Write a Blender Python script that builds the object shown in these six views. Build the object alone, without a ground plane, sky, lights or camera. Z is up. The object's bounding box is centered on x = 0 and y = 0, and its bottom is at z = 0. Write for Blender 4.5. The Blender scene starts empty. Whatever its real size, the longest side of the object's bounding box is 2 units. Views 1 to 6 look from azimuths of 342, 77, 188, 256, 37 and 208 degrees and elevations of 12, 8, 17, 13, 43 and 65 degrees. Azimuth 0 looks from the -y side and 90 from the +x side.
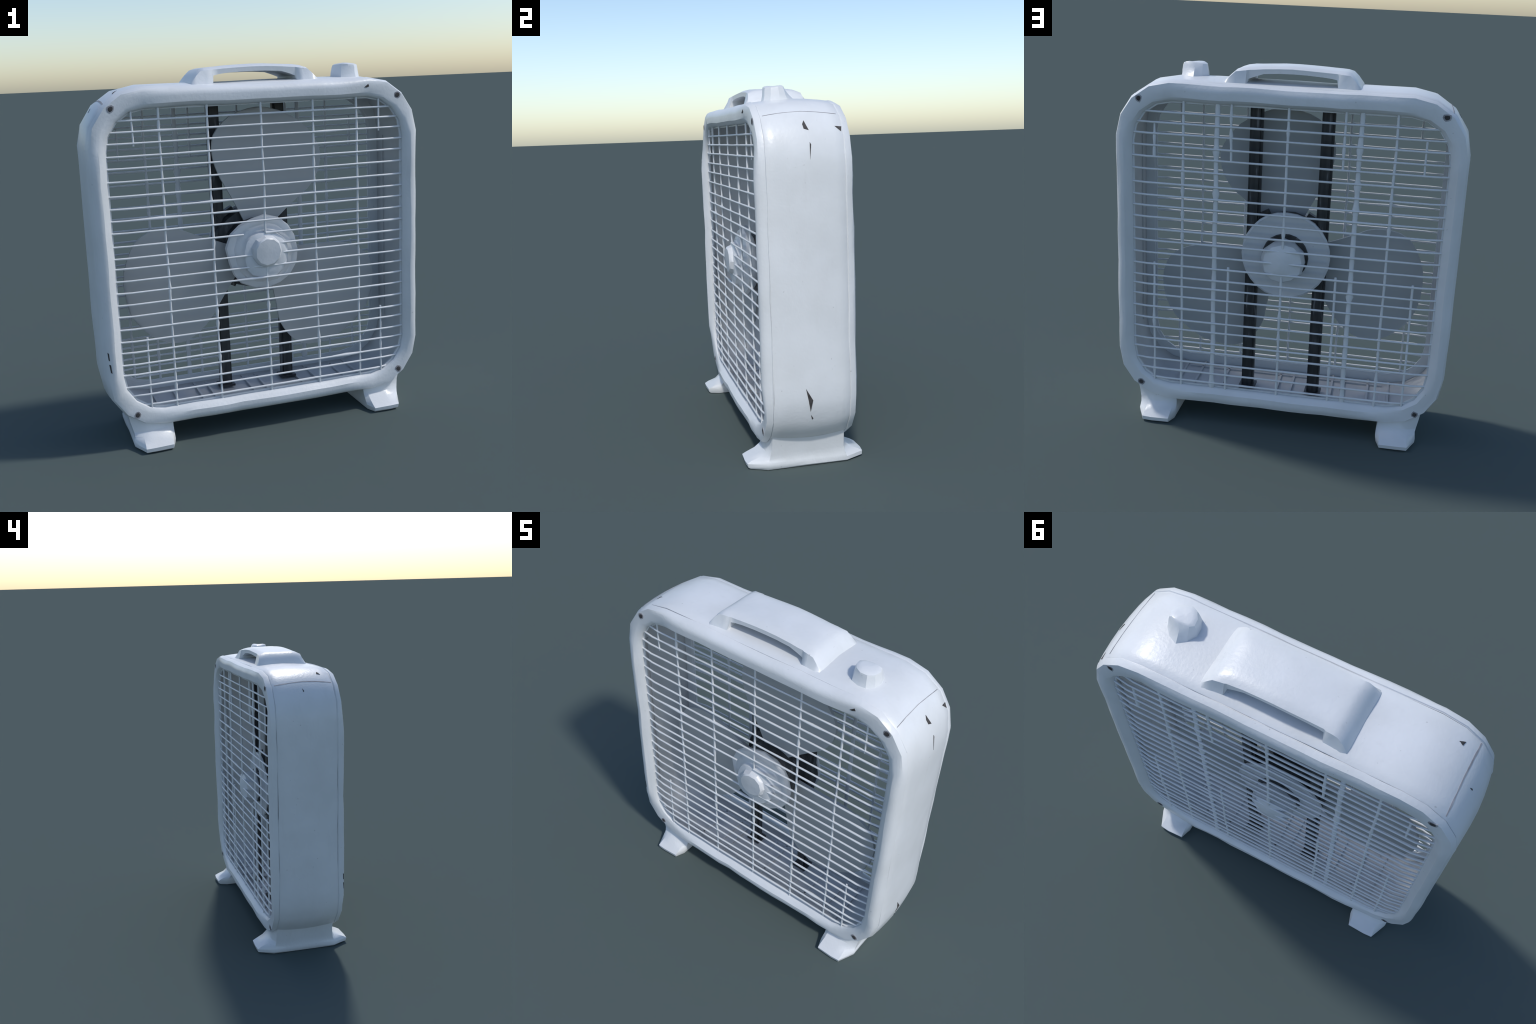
import bpy, bmesh, math, random
from mathutils import Vector, Matrix, noise
from mathutils.bvhtree import BVHTree

random.seed(7)
PI = math.pi

# ------------------------------------------------------------------ materials
def new_mat(name):
    m = bpy.data.materials.new(name)
    m.use_nodes = True
    nt = m.node_tree
    return m, nt, nt.nodes["Principled BSDF"]

def ramp(nt, fac, stops):
    n = nt.nodes.new("ShaderNodeValToRGB")
    el = n.color_ramp.elements
    while len(el) < len(stops):
        el.new(0.5)
    for e, (p, c) in zip(el, stops):
        e.position = p
        e.color = (c[0], c[1], c[2], 1)
    nt.links.new(fac, n.inputs["Fac"])
    return n.outputs["Color"]

def noise_tex(nt, scale, detail=3, stretch=(1, 1, 1), rough=0.5):
    tc = nt.nodes.new("ShaderNodeTexCoord")
    mp = nt.nodes.new("ShaderNodeMapping")
    mp.inputs["Scale"].default_value = stretch
    nt.links.new(tc.outputs["Object"], mp.inputs["Vector"])
    n = nt.nodes.new("ShaderNodeTexNoise")
    n.inputs["Scale"].default_value = scale
    n.inputs["Detail"].default_value = detail
    n.inputs["Roughness"].default_value = rough
    nt.links.new(mp.outputs["Vector"], n.inputs["Vector"])
    return n.outputs["Fac"], mp.outputs["Vector"]

def mix(nt, a, b, fac, mode="MIX"):
    n = nt.nodes.new("ShaderNodeMix")
    n.data_type = "RGBA"
    n.blend_type = mode
    if isinstance(fac, float):
        n.inputs["Factor"].default_value = fac
    else:
        nt.links.new(fac, n.inputs["Factor"])
    for key, v in (("A", a), ("B", b)):
        s = [i for i in n.inputs if i.name == key and i.type == "RGBA"][0]
        if isinstance(v, tuple):
            s.default_value = (*v, 1)
        else:
            nt.links.new(v, s)
    return [o for o in n.outputs if o.type == "RGBA"][0]

def plastic(name, base, rough=0.36, specks=True, bump=0.06, vary=0.05):
    m, nt, bs = new_mat(name)
    f, _ = noise_tex(nt, 5.0, 4)
    lo = tuple(c * (1 - vary) * k for c, k in zip(base, (1.0, 1.0, 0.99)))
    hi = tuple(min(1, c * (1 + vary * 0.6)) for c in base)
    col = ramp(nt, f, [(0.3, lo), (0.7, hi)])
    # brushed-on grime: long pale/dark streaks
    g, _ = noise_tex(nt, 16, 3, (1, 1.6, 0.35))
    gm = ramp(nt, g, [(0.60, (0, 0, 0)), (0.80, (0.25, 0.25, 0.25))])
    col = mix(nt, col, tuple(c * k for c, k in zip(base, (0.86, 0.85, 0.84))), gm)
    if specks:
        tc = nt.nodes.new("ShaderNodeTexCoord")
        vo = nt.nodes.new("ShaderNodeTexVoronoi")
        vo.feature = "DISTANCE_TO_EDGE"
        vo.inputs["Scale"].default_value = 7.0
        nt.links.new(tc.outputs["Object"], vo.inputs["Vector"])
        hl = ramp(nt, vo.outputs["Distance"], [(0.0, (0.10, 0.10, 0.10)), (0.016, (0, 0, 0))])
        col = mix(nt, col, tuple(min(1, c * 1.12) for c in base), hl)
        v, vec = noise_tex(nt, 46, 1)
        sp = ramp(nt, v, [(0.77, (0, 0, 0)), (0.83, (0.5, 0.5, 0.5))])
        col = mix(nt, col, tuple(c * 0.5 for c in base), sp)
    nt.links.new(col, bs.inputs["Base Color"])
    bs.inputs["Roughness"].default_value = rough
    b, _ = noise_tex(nt, 60, 3)
    bp = nt.nodes.new("ShaderNodeBump")
    bp.inputs["Strength"].default_value = bump
    bp.inputs["Distance"].default_value = 0.02
    nt.links.new(b, bp.inputs["Height"])
    nt.links.new(bp.outputs["Normal"], bs.inputs["Normal"])
    return m

WHITE = (0.690, 0.712, 0.735)
M_CASE = plastic("white_casing_plastic", WHITE)
M_WIRE = plastic("white_enamel_wire", (0.69, 0.71, 0.735), 0.38, specks=False, bump=0.0)
M_WALL = plastic("shade_darkened_inner_plastic", (0.54, 0.545, 0.555), 0.5, vary=0.08)  # casing white greyed down: interior occlusion shade baked into the base colour
M_FOOT = plastic("white_foot_plastic", WHITE, 0.32)
M_HUB = plastic("white_hub_plastic", (0.66, 0.68, 0.71), 0.34)
M_BLADE = plastic("grey_blade_plastic", (0.44, 0.455, 0.465), 0.5, specks=False, bump=0.02, vary=0.03)

M_BLACK, nt, bs = new_mat("black_motor_metal")
f, _ = noise_tex(nt, 40, 3, (1, 1, 0.12))
nt.links.new(ramp(nt, f, [(0.40, (0.022, 0.024, 0.027)), (0.62, (0.048, 0.049, 0.052)), (0.76, (0.22, 0.22, 0.23))]), bs.inputs["Base Color"])
bs.inputs["Roughness"].default_value = 0.45

M_CHIP, nt, bs = new_mat("dark_chip")
f, _ = noise_tex(nt, 30, 2)
nt.links.new(ramp(nt, f, [(0.3, (0.03, 0.028, 0.028)), (0.7, (0.07, 0.065, 0.065))]), bs.inputs["Base Color"])
bs.inputs["Roughness"].default_value = 0.8

M_SEAM, nt, bs = new_mat("dark_grey_seam")
f, _ = noise_tex(nt, 12, 2)
nt.links.new(ramp(nt, f, [(0.35, (0.22, 0.22, 0.24)), (0.65, (0.42, 0.42, 0.44))]), bs.inputs["Base Color"])
bs.inputs["Roughness"].default_value = 0.8

# ------------------------------------------------------------------ helpers
def link(ob, parent=None):
    bpy.context.scene.collection.objects.link(ob)
    if parent is not None:
        ob.parent = parent
    return ob

def mesh_obj(name, verts, faces, mat, parent=None, angle=40, smooth=True, recalc=True):
    me = bpy.data.meshes.new(name)
    me.from_pydata([tuple(v) for v in verts], [], faces)
    bm = bmesh.new()
    bm.from_mesh(me)
    if recalc:
        bmesh.ops.recalc_face_normals(bm, faces=bm.faces)
    if smooth:
        lim = math.radians(angle)
        for fc in bm.faces:
            fc.smooth = True
        for e in bm.edges:
            if len(e.link_faces) == 2 and e.calc_face_angle(0) > lim:
                e.smooth = False
    bm.to_mesh(me)
    bm.free()
    me.materials.append(mat)
    ob = bpy.data.objects.new(name, me)
    return link(ob, parent)

def loft(rings, cyclic=False, cap=True):
    n = len(rings[0])
    verts = [p for r in rings for p in r]
    faces = []
    m = len(rings)
    for i in range(m if cyclic else m - 1):
        j = (i + 1) % m
        for k in range(n):
            l = (k + 1) % n
            faces.append((i * n + k, i * n + l, j * n + l, j * n + k))
    if cap and not cyclic:
        faces.append(tuple(range(n - 1, -1, -1)))
        faces.append(tuple((m - 1) * n + k for k in range(n)))
    return verts, faces

def lathe(profile, seg, cx, cz, wob=0.0, seed=0.0):
    """profile: (radius, y) about an axis along y through (cx, cz)"""
    rings = []
    for r, y in profile:
        ring = []
        for k in range(seg):
            a = 2 * PI * k / seg
            rr = r
            p = Vector((cx + rr * math.cos(a), y, cz + rr * math.sin(a)))
            if wob:
                p += noise.noise_vector(p * 9 + Vector((seed, 0, 0))) * wob
            ring.append(p)
        rings.append(ring)
    return loft(rings)

# the casing outline: a rounded rectangle in x-z
def rrect(hw, zt, zb, r, y, cseg=4, sseg=14):
    pts = []
    cs = [(hw - r, zt - r, 0), (-hw + r, zt - r, 90), (-hw + r, zb + r, 180), (hw - r, zb + r, 270)]
    for i, (cx, cz, a0) in enumerate(cs):
        arc = [Vector((cx + r * math.cos(math.radians(a0 + 90 * k / cseg)), y,
                       cz + r * math.sin(math.radians(a0 + 90 * k / cseg)))) for k in range(cseg + 1)]
        pts += arc
        nx, nz, na = cs[(i + 1) % 4]
        q = Vector((nx + r * math.cos(math.radians(na)), y, nz + r * math.sin(math.radians(na))))
        for k in range(1, sseg):
            pts.append(arc[-1].lerp(q, k / sseg))
    return pts

def lumpy(verts, amp, freq, seed):
    return [v + noise.noise_vector(v * freq + Vector((seed, seed * 2, 0))) * amp for v in verts]

HW, ZT, ZB, RO = 0.912, 1.900, 0.110, 0.294

def offs(d, y, dr=None):
    return (HW - d, ZT - d, ZB + d, RO - (d if dr is None else dr), y)

# ------------------------------------------------------------------ root
fan = link(bpy.data.objects.new("box_fan", None))
fan["label"] = "white box fan with wire grilles, carry handle and two feet"
fan["category"] = "box fan"

# ------------------------------------------------------------------ casing band
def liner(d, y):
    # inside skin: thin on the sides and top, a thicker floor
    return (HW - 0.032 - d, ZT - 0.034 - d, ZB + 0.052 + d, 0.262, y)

band_prof = [offs(0.0035, -0.1995), offs(0.000, -0.1955), offs(-0.006, -0.15), offs(-0.012, -0.08), offs(-0.015, 0.0),
             offs(-0.012, 0.08), offs(-0.006, 0.15), offs(0.000, 0.1955), offs(0.0035, 0.1995),
             offs(0.022, 0.1995), offs(0.022, -0.1995)]
v, fcs = loft([rrect(*p) for p in band_prof], cyclic=True)
band = mesh_obj("casing", lumpy(v, 0.004, 4.0, 1.3), fcs, M_CASE, fan)
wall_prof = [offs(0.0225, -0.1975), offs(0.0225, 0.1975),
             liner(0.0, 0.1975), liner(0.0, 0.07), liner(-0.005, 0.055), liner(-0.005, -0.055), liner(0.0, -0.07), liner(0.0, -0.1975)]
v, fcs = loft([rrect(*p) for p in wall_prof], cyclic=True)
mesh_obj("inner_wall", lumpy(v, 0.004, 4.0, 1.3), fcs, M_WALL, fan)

# ------------------------------------------------------------------ front and back frame
def smooth01(t):
    t = max(0.0, min(1.0, t))
    return t * t * (3 - 2 * t)

def frame(s, seed):
    k = 0.0 if s < 0 else 0.006       # the back frame is a little flatter
    P = [offs(0.024, 0.1985), offs(0.0045, 0.1985), offs(0.0045, 0.2012), offs(0.000, 0.2050), offs(0.004, 0.220),
         offs(0.012, 0.235), offs(0.023, 0.2465 - k), offs(0.036, 0.2525 - k), offs(0.048, 0.2540 - k),
         (0.859, 1.819, 0.178, 0.238, 0.2536 - k),
         (0.841, 1.807, 0.193, 0.222, 0.2400 - k),
         (0.827, 1.800, 0.205, 0.212, 0.2285 - k),
         (0.8225, 1.797, 0.208, 0.210, 0.2220 - k),
         (0.822, 1.796, 0.208, 0.210, 0.2030),
         (0.830, 1.802, 0.204, 0.214, 0.1965)]
    rings = [rrect(p[0], p[1], p[2], p[3], s * p[4]) for p in P]
    vv, ff = loft(rings, cyclic=True)
    for p in vv:                      # the corners are pressed in round the screws
        ax, az = abs(p.x), abs(p.z - 1.002)
        d = math.hypot(ax - 0.775, az - 0.79)
        w = smooth01((0.27 - d) / 0.15)
        ay = abs(p.y)
        if ay > 0.23:
            p.y = s * (ay + (0.2345 + (ay - 0.23) * 0.12 - ay) * w)
        if ay > 0.238:                # inner edge rippled in shape to produce the jagged shading patches
            p.y += s * 0.004 * noise.noise(p * 11 + Vector((seed * 3, 0, 0)))
    vv = lumpy(vv, 0.0055, 5.5, seed)
    return mesh_obj("frame", vv, ff, M_CASE, fan, angle=30)

frame_f = frame(-1, 3.1)
frame_b = frame(1, 8.7)

# thin raised ribs on the inside of the casing wall
def box(verts, faces, c, h, rot=None):
    b = len(verts)
    for sx in (-1, 1):
        for sy in (-1, 1):
            for sz in (-1, 1):
                p = Vector((sx * h[0], sy * h[1], sz * h[2]))
                if rot is not None:
                    p = rot @ p
                verts.append(Vector(c) + p)
    for q in ((0, 1, 3, 2), (4, 6, 7, 5), (0, 4, 5, 1), (2, 3, 7, 6), (0, 2, 6, 4), (1, 5, 7, 3)):
        faces.append(tuple(b + i for i in q))

rv, rf = [], []
for x in (-0.62, -0.50, -0.36, -0.29, -0.06, 0.02, 0.24, 0.34, 0.50, 0.60):
    box(rv, rf, (x, random.uniform(-0.02, 0.02), 0.166), (0.006, 0.170, 0.005))
    box(rv, rf, (x, 0, 1.867), (0.006, 0.170, 0.005))
for y in (-0.12, 0.12):
    box(rv, rf, (0, y, 0.165), (0.58, 0.006, 0.006))
    box(rv, rf, (0.878, y, 1.0), (0.006, 0.006, 0.56))
    box(rv, rf, (-0.878, y, 1.0), (0.006, 0.006, 0.56))
lines = mesh_obj("wall_lines", rv, rf, M_WALL, fan, smooth=False)
lines["kind"] = "stuff"

# ------------------------------------------------------------------ feet
def casing_bottom(x):
    cx = HW - RO
    dx = abs(x) - cx
    if dx <= 0:
        return ZB
    dx = min(dx, RO * 0.999)
    return ZB + RO - math.sqrt(RO * RO - dx * dx)

def foot(s, seed):
    # plan outline (x, y) of a half, going round; levels scale the y overhang
    def plan(xo, xi, yo, yc, inner_y):
        half = [(xi, inner_y), (xi + 0.022, yo), (0.5 * (xi + xo) + 0.012, yo + 0.004), (xo - 0.045, yo), (xo, yc)]
        pts = [(x, -y) for x, y in half]
        pts += [(xo, y) for y in (-yc * 0.5, 0.0, yc * 0.5)]
        pts += [(x, y) for x, y in reversed(half)]
        pts += [(xi, y) for y in (inner_y * 0.5, 0.0, -inner_y * 0.5)]
        return pts
    levels = [(0.000, plan(0.780, 0.578, 0.300, 0.215, 0.245)),
              (0.010, plan(0.789, 0.574, 0.313, 0.216, 0.252)),
              (0.030, plan(0.791, 0.572, 0.316, 0.215, 0.250)),
              (0.042, plan(0.788, 0.572, 0.294, 0.210, 0.240)),
              (0.062, plan(0.785, 0.573, 0.246, 0.205, 0.222)),
              (0.086, plan(0.788, 0.574, 0.216, 0.200, 0.208)),
              (0.112, plan(0.799, 0.575, 0.208, 0.197, 0.202)),
              (None, plan(0.812, 0.575, 0.202, 0.194, 0.198))]
    rings = []
    for z, pl in levels:
        ring = []
        for x, y in pl:
            zz = z if z is not None else casing_bottom(x) + 0.018
            if z is not None and z > 0.1:
                zz = z + 0.45 * (casing_bottom(x) - ZB)
            ring.append(Vector((s * x, y, zz)))
        rings.append(ring)
    vv, ff = loft(rings)
    vv = [p + (noise.noise_vector(p * 12 + Vector((seed, 0, 0))) * 0.006 if p.z > 0.005 else Vector((0, 0, 0))) for p in vv]
    return mesh_obj("foot", vv, ff, M_FOOT, fan, angle=32)

foot(1, 2.0)
foot(-1, 5.5)

# ------------------------------------------------------------------ handle
def handle_mesh():
    # strap with the two end pillars: insert pillar stations so the slot ends are crisp
    xs = [(-0.352, 0.160, 1.905, 0), (-0.346, 0.159, 1.920, 0), (-0.318, 0.153, 1.954, 0), (-0.292, 0.148, 1.978, 0), (-0.266, 0.146, 1.986, 0),
          (-0.236, 0.145, 1.989, 0), (-0.224, 0.141, 1.990, 1.944), (-0.196, 0.141, 1.992, 1.950), (-0.15, 0.140, 1.995, 1.955), (-0.07, 0.139, 1.998, 1.959),
          (0.0, 0.139, 1.9995, 1.960), (0.07, 0.139, 1.998, 1.959), (0.15, 0.140, 1.994, 1.954), (0.196, 0.141, 1.990, 1.940),
          (0.230, 0.142, 1.988, 1.926), (0.240, 0.145, 1.986, 0), (0.268, 0.147, 1.982, 0), (0.296, 0.150, 1.972, 0), (0.320, 0.155, 1.950, 0), (0.348, 0.160, 1.920, 0), (0.356, 0.162, 1.905, 0)]
    N = 12
    rings = []
    for x, w, z, u in xs:
        ring = []
        for k in range(N + 1):
            t = -1 + 2 * k / N
            drop = (0.016 if abs(x) < 0.27 else 0.010) * abs(t) ** 6
            ring.append(Vector((x, w * t, max(z - drop, 1.897))))
        for k in range(N, -1, -1):
            t = -1 + 2 * k / N
            zz = u if u else 1.888
            flare = 1.0 if u else 1.16
            if u == 0 and abs(x) < 0.3:
                pass
            ring.append(Vector((x, w * t * (0.99 if u else flare), zz)))
        rings.append(ring)
    vv, ff = loft(rings)
    vv = [p + noise.noise_vector(p * 8) * 0.003 * (1 if p.z > 1.93 else 0.4) for p in vv]
    top = max(p.z for p in vv)
    for p in vv:
        if p.z > 1.985:
            p.z += 2.0 - top if p.z == top else 0
    return mesh_obj("handle", vv, ff, M_CASE, fan, angle=48)

handle_ob = handle_mesh()

# ------------------------------------------------------------------ speed knob
def knob():
    cx, cy = 0.557, -0.058
    rings = []
    prof = [(0.082, 1.890), (0.077, 1.915), (0.074, 1.935), (0.071, 1.962), (0.066, 1.976), (0.056, 1.981), (0.040, 1.983), (0.001, 1.983)]
    seg = 11
    for r, z in prof:
        ring = []
        for k in range(seg):
            a = 2 * PI * k / seg
            rr = r
            if 1.90 < z < 1.975:
                rr *= 1.0 if k % 2 else 0.955
            x, y = cx + rr * math.cos(a), cy + rr * math.sin(a)
            # sloping wedge toward the back
            if y > cy + 0.025:
                y = cy + 0.025 + (y - cy - 0.025) * (1.45 - (z - 1.91) / 0.075 * 1.2)
            ring.append(Vector((x, y, z)))
        rings.append(ring)
    vv, ff = loft(rings)
    vv = [p + noise.noise_vector(p * 16) * 0.006 for p in vv]
    return mesh_obj("knob", vv, ff, M_CASE, fan, angle=24)

knob_ob = knob()

# ------------------------------------------------------------------ grilles
def half_width(z):
    """half-width of the frame opening at height z"""
    hw, zt, zb, r = 0.824, 1.799, 0.205, 0.213
    d = 0.0
    if z > zt - r:
        d = z - (zt - r)
    elif z < zb + r:
        d = (zb + r) - z
    return hw - r + math.sqrt(max(0.0, r * r - d * d)) if d else hw

def tube(name, pts, radii, parent, seg=8, flat=(1, 1)):
    """round wire through pts, either mostly along x or mostly along z"""
    along_x = abs(pts[-1][0] - pts[0][0]) > abs(pts[-1][2] - pts[0][2])
    rings = []
    for p, r in zip(pts, radii):
        ring = []
        for k in range(seg):
            a = 2 * PI * k / seg
            c, s = math.cos(a) * r * flat[0], math.sin(a) * r * flat[1]
            ring.append(Vector(p) + (Vector((0, s, c)) if along_x else Vector((c, s, 0))))
        rings.append(ring)
    vv, ff = loft(rings)
    return mesh_obj(name, vv, ff, M_WIRE, parent, angle=80)

NW = 25
# spacing of the cross wires is uneven, a little different front and back
ZW_FRONT = [1.7405, 1.6845, 1.6275, 1.564, 1.504, 1.438, 1.3645, 1.300, 1.239, 1.176, 1.1065, 1.044, 0.990,
            0.9245, 0.861, 0.798, 0.735, 0.6645, 0.5975, 0.5375, 0.471, 0.415, 0.347, 0.296, 0.237]
ZW_BACK = [1.7405, 1.6855, 1.6285, 1.565, 1.506, 1.440, 1.3655, 1.2985, 1.240, 1.1785, 1.110, 1.0465, 0.9785,
           0.9145, 0.848, 0.7965, 0.7365, 0.6665, 0.5995, 0.543, 0.4735, 0.421, 0.352, 0.2935, 0.2375]

def grille(s, rows, verticals, gaps, r_h, seed):
    rnd = random.Random(seed)
    y0 = s * 0.222
    # rim wire tucked under the frame lip is the grille's own mesh
    rim_rings = []
    prof = [(0.834, 1.809, 0.195, 0.222, 0.2085), (0.834, 1.809, 0.195, 0.222, 0.1990), (0.815, 1.790, 0.214, 0.205, 0.1990), (0.815, 1.790, 0.214, 0.205, 0.2085)]
    vv, ff = loft([rrect(a, b, c, d, s * e) for a, b, c, d, e in prof], cyclic=True)
    g = mesh_obj("grille", vv, ff, M_WIRE, fan, angle=60)
    xs_cross = sorted(v[0] for v in verticals)
    for i, z in enumerate(rows):
        w = half_width(z) + 0.012
        spans = [(-w, w)]
        if i in gaps:
            spans = []
            for a, b in gaps[i]:
                spans.append((-w if a is None else a, w if b is None else b))
        for a, b in spans:
            n = max(4, int((b - a) / 0.09))
            pts, rad = [], []
            for k in range(n + 1):
                x = a + (b - a) * k / n
                jz = 0.0012 * noise.noise(Vector((x * 5, i * 3.7, seed)))
                jy = 0.003 * noise.noise(Vector((x * 4, i * 1.9 + 20, seed)))
                r = r_h * (1 + 0.25 * noise.noise(Vector((x * 9, i * 2.3 + 50, seed))))
                if rnd.random() < 0.02:
                    r *= 1.5
                endd = min(abs(x - w), abs(x + w))
                if endd < 0.03:          # wire ends bend back into the frame
                    jy -= s * (0.03 - endd) * 0.5
                pts.append((x, y0 + jy, z + jz))
                rad.append(r)
            tube("grille_wire", pts, rad, g, flat=(1, 1.1))
    for x0, za, zb_, rw, ry, dy in verticals:
        n = max(3, int(abs(za - zb_) / 0.0313))
        pts, rad = [], []
        for k in range(n + 1):
            z = za + (zb_ - za) * k / n
            x = x0 + 0.004 * noise.noise(Vector((z * 4, x0 * 9, seed)))
            y = y0 - s * dy + 0.002 * noise.noise(Vector((z * 5, x0 * 7 + 5, seed)))
            r = rw * (1 + 0.22 * noise.noise(Vector((z * 22, x0 * 5 + 9, seed))))
            if rnd.random() < 0.07:
                r *= 1.55
            pts.append((x, y, z))
            rad.append(r)
        name = "grille_slat" if rw > 0.01 else "grille_rod"
        tube(name, pts, rad, g, flat=(1, ry))
    return g

ZA, ZE = 1.806, 0.198
front_v = []
for x in (-0.545, -0.292, 0.292, 0.547):
    front_v.append((x, ZA, ZE, 0.0066, 1, 0.004))
front_v += [(0.0, ZA, 1.108, 0.0064, 1, 0.004), (0.0, 0.955, ZE, 0.0064, 1, 0.004)]
for x in (-0.682, 0.680):
    front_v += [(x, half_width(0) * 0 + 1.795, 1.612, 0.0055, 1, 0.003), (x, 0.612, 0.212, 0.0055, 1, 0.003)]
front_gaps = {10: [(None, -0.125), (-0.002, None)],
              11: [(None, -0.296), (0.06, None)],
              12: [(None, -0.055), (0.05, None)]}
grille(-1, ZW_FRONT, front_v, front_gaps, 0.0056, 11)

back_v = []
for x in (-0.547, 0.0, 0.547):
    back_v.append((x, ZA, ZE, 0.0072, 1, 0.004))
for x in (-0.369, 0.369):
    back_v.append((x, ZA, ZE, 0.0135, 0.6, 0.008))
for x in (-0.289, 0.293):
    back_v += [(x, ZA, 1.505, 0.0068, 1, 0.004), (x, 0.93, ZE, 0.0068, 1, 0.004)]
for x in (-0.698, 0.703):
    back_v += [(x, 1.680, 1.505, 0.006, 1, 0.004), (x, 0.925, 0.222, 0.0065, 1, 0.004)]
grille(1, ZW_BACK, back_v, {}, 0.0058, 23)

# ------------------------------------------------------------------ rotor: hub and blades
CZ = 0.987
hub_prof = [(0.05, -0.02), (0.175, -0.105), (0.200, -0.130), (0.206, -0.148), (0.199, -0.165), (0.178, -0.176),
            (0.166, -0.176), (0.158, -0.186), (0.142, -0.192), (0.133, -0.204), (0.128, -0.218), (0.112, -0.227), (0.085, -0.230)]
vv, ff = lathe(hub_prof, 17, 0.0, CZ, 0.013, 4.0)
hub = mesh_obj("rotor_hub", vv, ff, M_HUB, fan, angle=32)
cap_prof = [(0.090, -0.205), (0.087, -0.228), (0.079, -0.247), (0.071, -0.2535), (0.03, -0.2545), (0.001, -0.2545)]
vv, ff = lathe(cap_prof, 11, 0.0, 1.004, 0.007, 9.0)
mesh_obj("hub_cap", vv, ff, M_HUB, hub, angle=28)

CW = [(0.13, 52), (0.22, 47), (0.32, 44.5), (0.45, 42), (0.53, 44), (0.60, 47), (0.66, 51.5), (0.70, 58), (0.738, 66), (0.762, 75), (0.772, 82)]
CCW = [(0.13, 112), (0.22, 112.5), (0.32, 113.5), (0.45, 114.5), (0.53, 113.5), (0.60, 111.5), (0.66, 108.5), (0.70, 104.5), (0.738, 98.5), (0.762, 91.5), (0.772, 86)]

def interp(tab, r):
    for (r0, a0), (r1, a1) in zip(tab, tab[1:]):
        if r <= r1:
            t = (r - r0) / (r1 - r0)
            return a0 + (a1 - a0) * t
    return tab[-1][1]

def blade_mesh():
    NU, NV, th = 20, 12, 0.009
    rr = [0.13 + (0.772 - 0.13) * (1 - (1 - i / NU) ** 1.5) for i in range(NU + 1)]
    front, back = [], []
    for r in rr:
        a0, a1 = interp(CW, r), interp(CCW, r)
        for j in range(NV + 1):
            t = j / NV
            a = math.radians(a0 + (a1 - a0) * t)
            camber = 0.006 * (1 - (2 * t - 1) ** 2) * (0.4 + 0.6 * r / 0.772)
            y = -0.030 - camber
            x, z = r * math.cos(a), r * math.sin(a)
            front.append(Vector((x, y - th, z)))
            back.append(Vector((x, y + th, z)))
    n = len(front)
    faces = []
    W = NV + 1
    for i in range(NU):
        for j in range(NV):
            a, b, c, d = i * W + j, i * W + j + 1, (i + 1) * W + j + 1, (i + 1) * W + j
            faces.append((a, b, c, d))
            faces.append((n + d, n + c, n + b, n + a))
    edge = [j for j in range(W)] + [i * W + NV for i in range(1, NU + 1)] + [NU * W + j for j in range(NV - 1, -1, -1)] + [i * W for i in range(NU - 1, 0, -1)]
    for k in range(len(edge)):
        a, b = edge[k], edge[(k + 1) % len(edge)]
        faces.append((b, a, n + a, n + b))
    return front + back, faces

vv, ff = blade_mesh()
blade = mesh_obj("blade", vv, ff, M_BLADE, hub, angle=50)
blade.location = (0, 0, 1.0)
# the rotor is not perfectly true: it leans forward a little, spacing and reach differ slightly
def place(ob, ang, sc, dx):
    ob.matrix_local = (Matrix.Translation((dx, 0, 1.0)) @ Matrix.Rotation(0.011, 4, "X")
                       @ Matrix.Rotation(-math.radians(ang), 4, "Y") @ Matrix.Diagonal((sc, 1, sc, 1)))

place(blade, 1.0, 1.0, 0.0)
for ang, sc, dx in ((120, 1.02, -0.004), (242.5, 1.03, 0.008)):
    b = blade.copy()
    link(b, hub)
    place(b, ang, sc, dx)

# ------------------------------------------------------------------ motor, bracket and back cover
motor_prof = [(0.10, -0.11), (0.165, -0.105), (0.178, -0.09), (0.180, 0.0), (0.225, 0.01), (0.236, 0.030), (0.236, 0.082), (0.225, 0.092), (0.13, 0.096), (0.125, 0.12), (0.05, 0.125)]
vv, ff = lathe(motor_prof, 22, 0, CZ, 0.004, 2.0)
motor = mesh_obj("motor", vv, ff, M_BLACK, fan, angle=35)

cover_prof = [(0.118, 0.088), (0.236, 0.084), (0.245, 0.090), (0.244, 0.100), (0.234, 0.106), (0.226, 0.102), (0.122, 0.106), (0.118, 0.102)]
rings = []
SEG = 28
for r, y in cover_prof:
    rings.append([Vector((r * math.cos(2 * PI * k / SEG), y, CZ + r * math.sin(2 * PI * k / SEG))) for k in range(SEG)])
vv, ff = loft(rings, cyclic=True)
mesh_obj("motor_cover", lumpy(vv, 0.004, 9, 3), ff, M_HUB, motor, angle=38)
capb = [(0.110, 0.095), (0.122, 0.140), (0.118, 0.182), (0.106, 0.212), (0.075, 0.226), (0.035, 0.231), (0.001, 0.232)]
vv, ff = lathe(capb, 12, 0.004, 0.978, 0.014, 6.0)
mesh_obj("bearing_cap", vv, ff, M_HUB, motor, angle=30)

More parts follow.
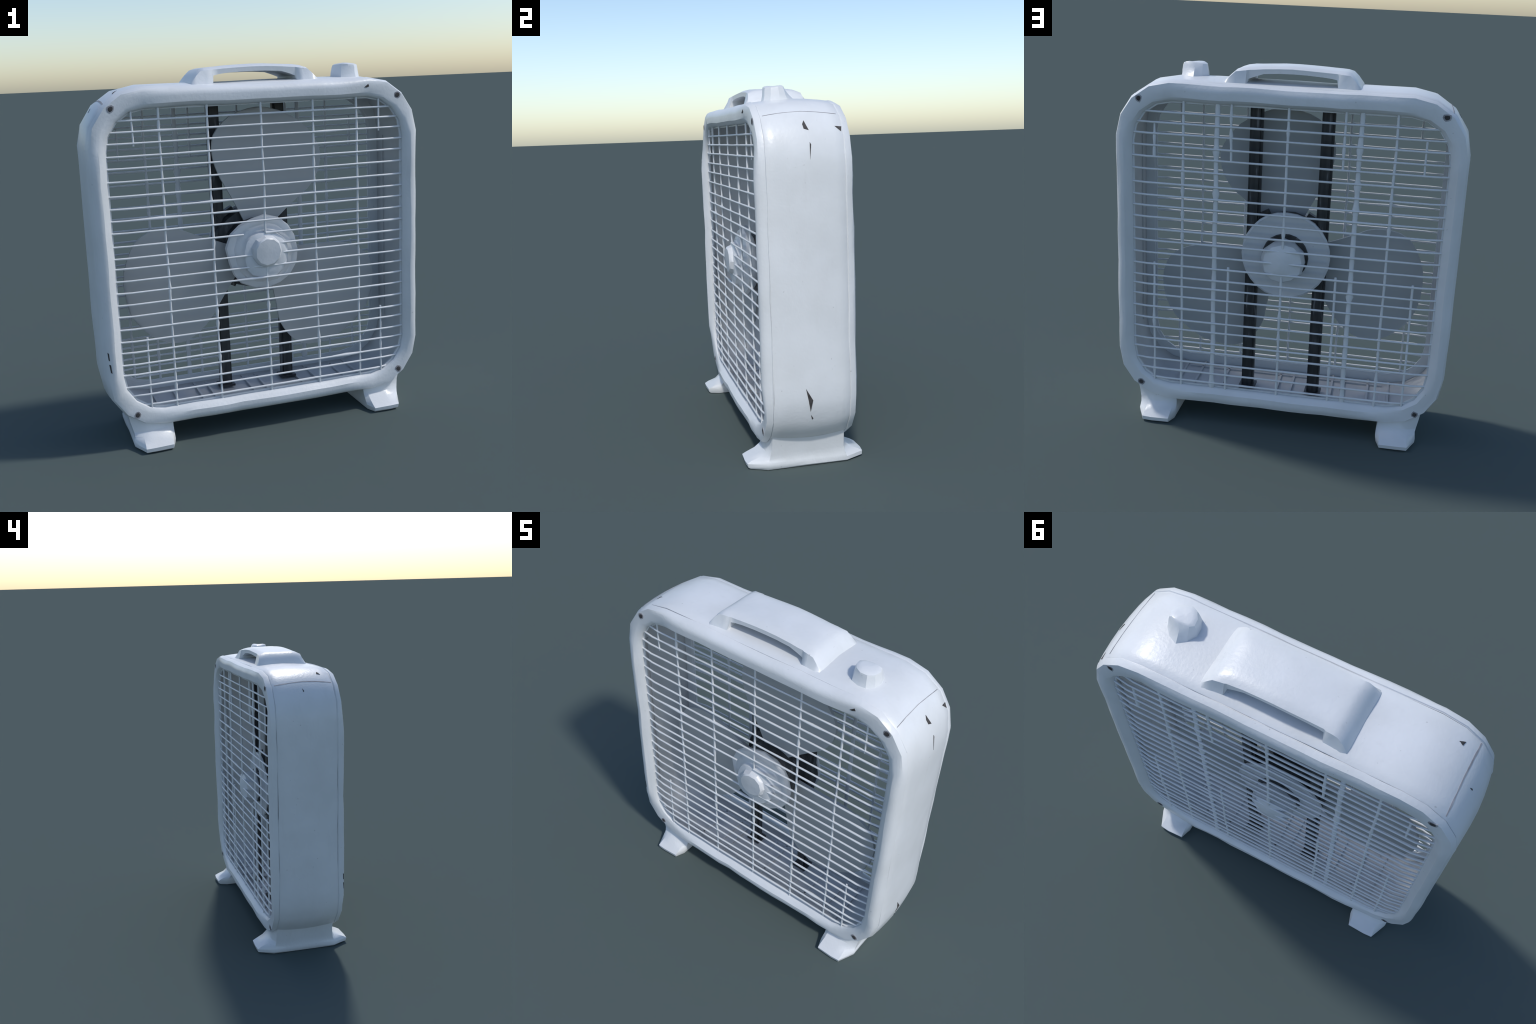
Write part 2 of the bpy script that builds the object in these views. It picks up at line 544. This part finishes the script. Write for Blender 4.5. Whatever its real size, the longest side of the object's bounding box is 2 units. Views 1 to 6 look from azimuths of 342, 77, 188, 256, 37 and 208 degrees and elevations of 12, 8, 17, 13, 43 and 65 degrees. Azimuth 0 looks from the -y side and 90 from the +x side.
for sx in (-1, 1):
    pv, pf = [], []
    box(pv, pf, (0, 0, 0), (0.0345, 0.026, 0.833))
    post = mesh_obj("motor_post", pv, pf, M_BLACK, fan, smooth=False)
    post.location = (sx * 0.190, 0.060, 1.003)
    bm = bmesh.new()
    bm.from_mesh(post.data)
    bmesh.ops.bevel(bm, geom=[e for e in bm.edges if abs(e.verts[0].co.z - e.verts[1].co.z) > 0.5], offset=0.012, segments=2, affect="EDGES")
    bm.to_mesh(post.data)
    bm.free()
    # flange where the post stands on the casing floor
    fv, ffc = [], []
    box(fv, ffc, (sx * 0.190, 0.060, 0.176), (0.046, 0.042, 0.006))
    box(fv, ffc, (sx * 0.190, 0.060, 1.830), (0.046, 0.042, 0.006))
    mesh_obj("post_flange", fv, ffc, M_BLACK, post, smooth=False).matrix_parent_inverse = Matrix.Translation((-post.location[0], -post.location[1], -post.location[2]))
    # lugs tying the motor drum to the posts
    lv, lf = [], []
    for zz, tilt in ((CZ + 0.205, 0.5), (CZ - 0.188, -0.5)):
        box(lv, lf, (sx * 0.150, 0.048, zz), (0.050, 0.018, 0.014), Matrix.Rotation(sx * tilt, 3, "Y"))
    mesh_obj("motor_lug", lv, lf, M_BLACK, motor, smooth=False)

# ------------------------------------------------------------------ screw recesses, chips, seams on the casing skin
bpy.context.view_layer.update()
def bvh_of(obs):
    vs, fs = [], []
    for o in obs:
        b = len(vs)
        vs += [o.matrix_world @ w.co for w in o.data.vertices]
        fs += [tuple(b + i for i in p.vertices) for p in o.data.polygons]
    return BVHTree.FromPolygons(vs, fs)

skin = bvh_of([band, frame_f, frame_b])

def patch(name, pts, direction, mat, lift=0.0016, parent=fan, sub=2, thick=0.004):
    """a thin piece lying on the skin: pts are start points, cast along direction"""
    d = Vector(direction).normalized()
    cen = sum((Vector(p) for p in pts), Vector()) / len(pts)
    outline = []
    for i in range(len(pts)):
        a, b = Vector(pts[i]), Vector(pts[(i + 1) % len(pts)])
        for k in range(sub):
            outline.append(a.lerp(b, k / sub))
    loops = [[cen.lerp(q, f) for q in outline] for f in (1.0, 0.55)] + [[cen]]
    top, low = [], []
    for lp in loops:
        for q in lp:
            hit, nrm, _, _ = skin.ray_cast(q, d)
            if hit is None:
                return None
            if nrm.dot(d) > 0:
                nrm = -nrm
            top.append(hit + nrm * lift)
            low.append(hit - nrm * thick)
    n = len(outline)
    faces = []
    for k in range(n):
        l = (k + 1) % n
        faces.append((k, l, n + l, n + k))
        faces.append((n + k, n + l, 2 * n))
    m = len(top)
    faces += [tuple(m + i for i in reversed(f)) for f in faces]
    for k in range(n):
        l = (k + 1) % n
        faces.append((l, k, m + k, m + l))
    return mesh_obj(name, top + low, faces, mat, parent, angle=60)

X = 1.3
for poly in ([(0.006, 1.797), (0.023, 1.749), (-0.001, 1.757), (-0.004, 1.779)],
             [(0.020, 1.692), (0.026, 1.680), (0.015, 1.609)],
             [(0.161, 1.765), (0.196, 1.762), (0.190, 1.738)],
             [(-0.039, 0.468), (-0.003, 0.404), (-0.014, 0.341)],
             [(-0.012, 0.323), (0.001, 0.302), (-0.006, 0.296)]):
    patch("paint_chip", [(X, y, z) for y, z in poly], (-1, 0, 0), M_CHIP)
patch("paint_chip", [(x, -0.5, z) for x, z in ((0.585, 1.849), (0.609, 1.866), (0.615, 1.853), (0.598, 1.847))], (0, 1, 0), M_CHIP)
for poly in ([(-0.897, 0.565), (-0.891, 0.560), (-0.889, 0.520), (-0.894, 0.524)], [(-0.893, 0.500), (-0.886, 0.498), (-0.882, 0.452), (-0.888, 0.456)]):
    patch("paint_chip", [(x, -0.5, z) for x, z in poly], (0, 1, 0), M_CHIP)
patch("paint_chip", [(x, y, 2.3) for x, y in ((-0.727, -0.120), (-0.753, -0.138), (-0.748, -0.113))], (0, 0, -1), M_CHIP)
patch("paint_chip", [(-X, y, z) for y, z in ((0.012, 1.803), (0.003, 1.787), (0.009, 1.782))], (1, 0, 0), M_CHIP)

# seams where the top panel meets the side panels
for s in (-1, 1):
    path = [(-0.190, 1.827), (-0.110, 1.839), (0.0, 1.846), (0.090, 1.838), (0.185, 1.826)]
    hw = 0.0022 if s > 0 else 0.0055
    tv, tf = [], []
    n = 0
    samples = []
    for (y0, z0), (y1, z1) in zip(path, path[1:]):
        for k in range(6):
            samples.append((y0 + (y1 - y0) * k / 6, z0 + (z1 - z0) * k / 6))
    samples.append(path[-1])
    dirv = Vector((-s * 0.75, 0, -0.66)).normalized()
    for i, (y, z) in enumerate(samples):
        row = []
        for off in (-1, 1):
            q = Vector((s * 0.815, y, z)) - dirv * 0.3 + Vector((s * 0.66, 0, -0.75)) * off * hw * (0.7 + 0.5 * noise.noise(Vector((y * 20, 0, s))))
            hit, nrm, _, _ = skin.ray_cast(q, dirv)
            if nrm.dot(dirv) > 0:
                nrm = -nrm
            row.append((hit + nrm * 0.0013, hit - nrm * 0.004))
        tv += [row[0][0], row[1][0], row[1][1], row[0][1]]
    ring = [tv[i * 4:(i + 1) * 4] for i in range(len(samples))]
    vv, ff = loft(ring)
    mesh_obj("panel_seam", vv, ff, M_SEAM, fan, smooth=False)

# screws in the frame corners, front and back
def screw(x, y, z, seed):
    s = 1 if y > 0 else -1
    rnd = random.Random(seed)
    hit, nrm, _, _ = skin.ray_cast(Vector((x, s * 0.5, z)), Vector((0, -s, 0)))
    yy = hit.y
    rings = []
    off = [rnd.uniform(0.8, 1.15) for _ in range(10)]
    prof = [(0.0215, -0.006), (0.0205, 0.0008), (0.0165, 0.0014), (0.0125, 0.0010), (0.011, -0.003), (0.003, -0.003)]
    for r, h in prof:
        rings.append([Vector((x + r * off[k] * math.cos(2 * PI * k / 10), yy + s * h, z + r * off[k] * math.sin(2 * PI * k / 10))) for k in range(10)])
    vv, ff = loft(rings)
    mesh_obj("screw_boss", vv, ff, M_SEAM, fan, angle=60)
    rings = []
    for r, h in ((0.0135, -0.004), (0.0130, 0.0018), (0.008, 0.0026), (0.0006, 0.0024)):
        rings.append([Vector((x + r * off[k] * math.cos(2 * PI * k / 10), yy + s * h, z + r * off[k] * math.sin(2 * PI * k / 10))) for k in range(10)])
    vv, ff = loft(rings)
    mesh_obj("screw", vv, ff, M_CHIP, fan, angle=60)

for i, (x, y, z) in enumerate(((0.787, -1, 1.800), (-0.783, -1, 1.801), (-0.780, 1, 1.806), (0.780, 1, 1.804),
                               (-0.765, -1, 0.195), (0.785, -1, 0.215), (0.775, 1, 0.205), (-0.772, 1, 0.190))):
    screw(x, y, z, i)
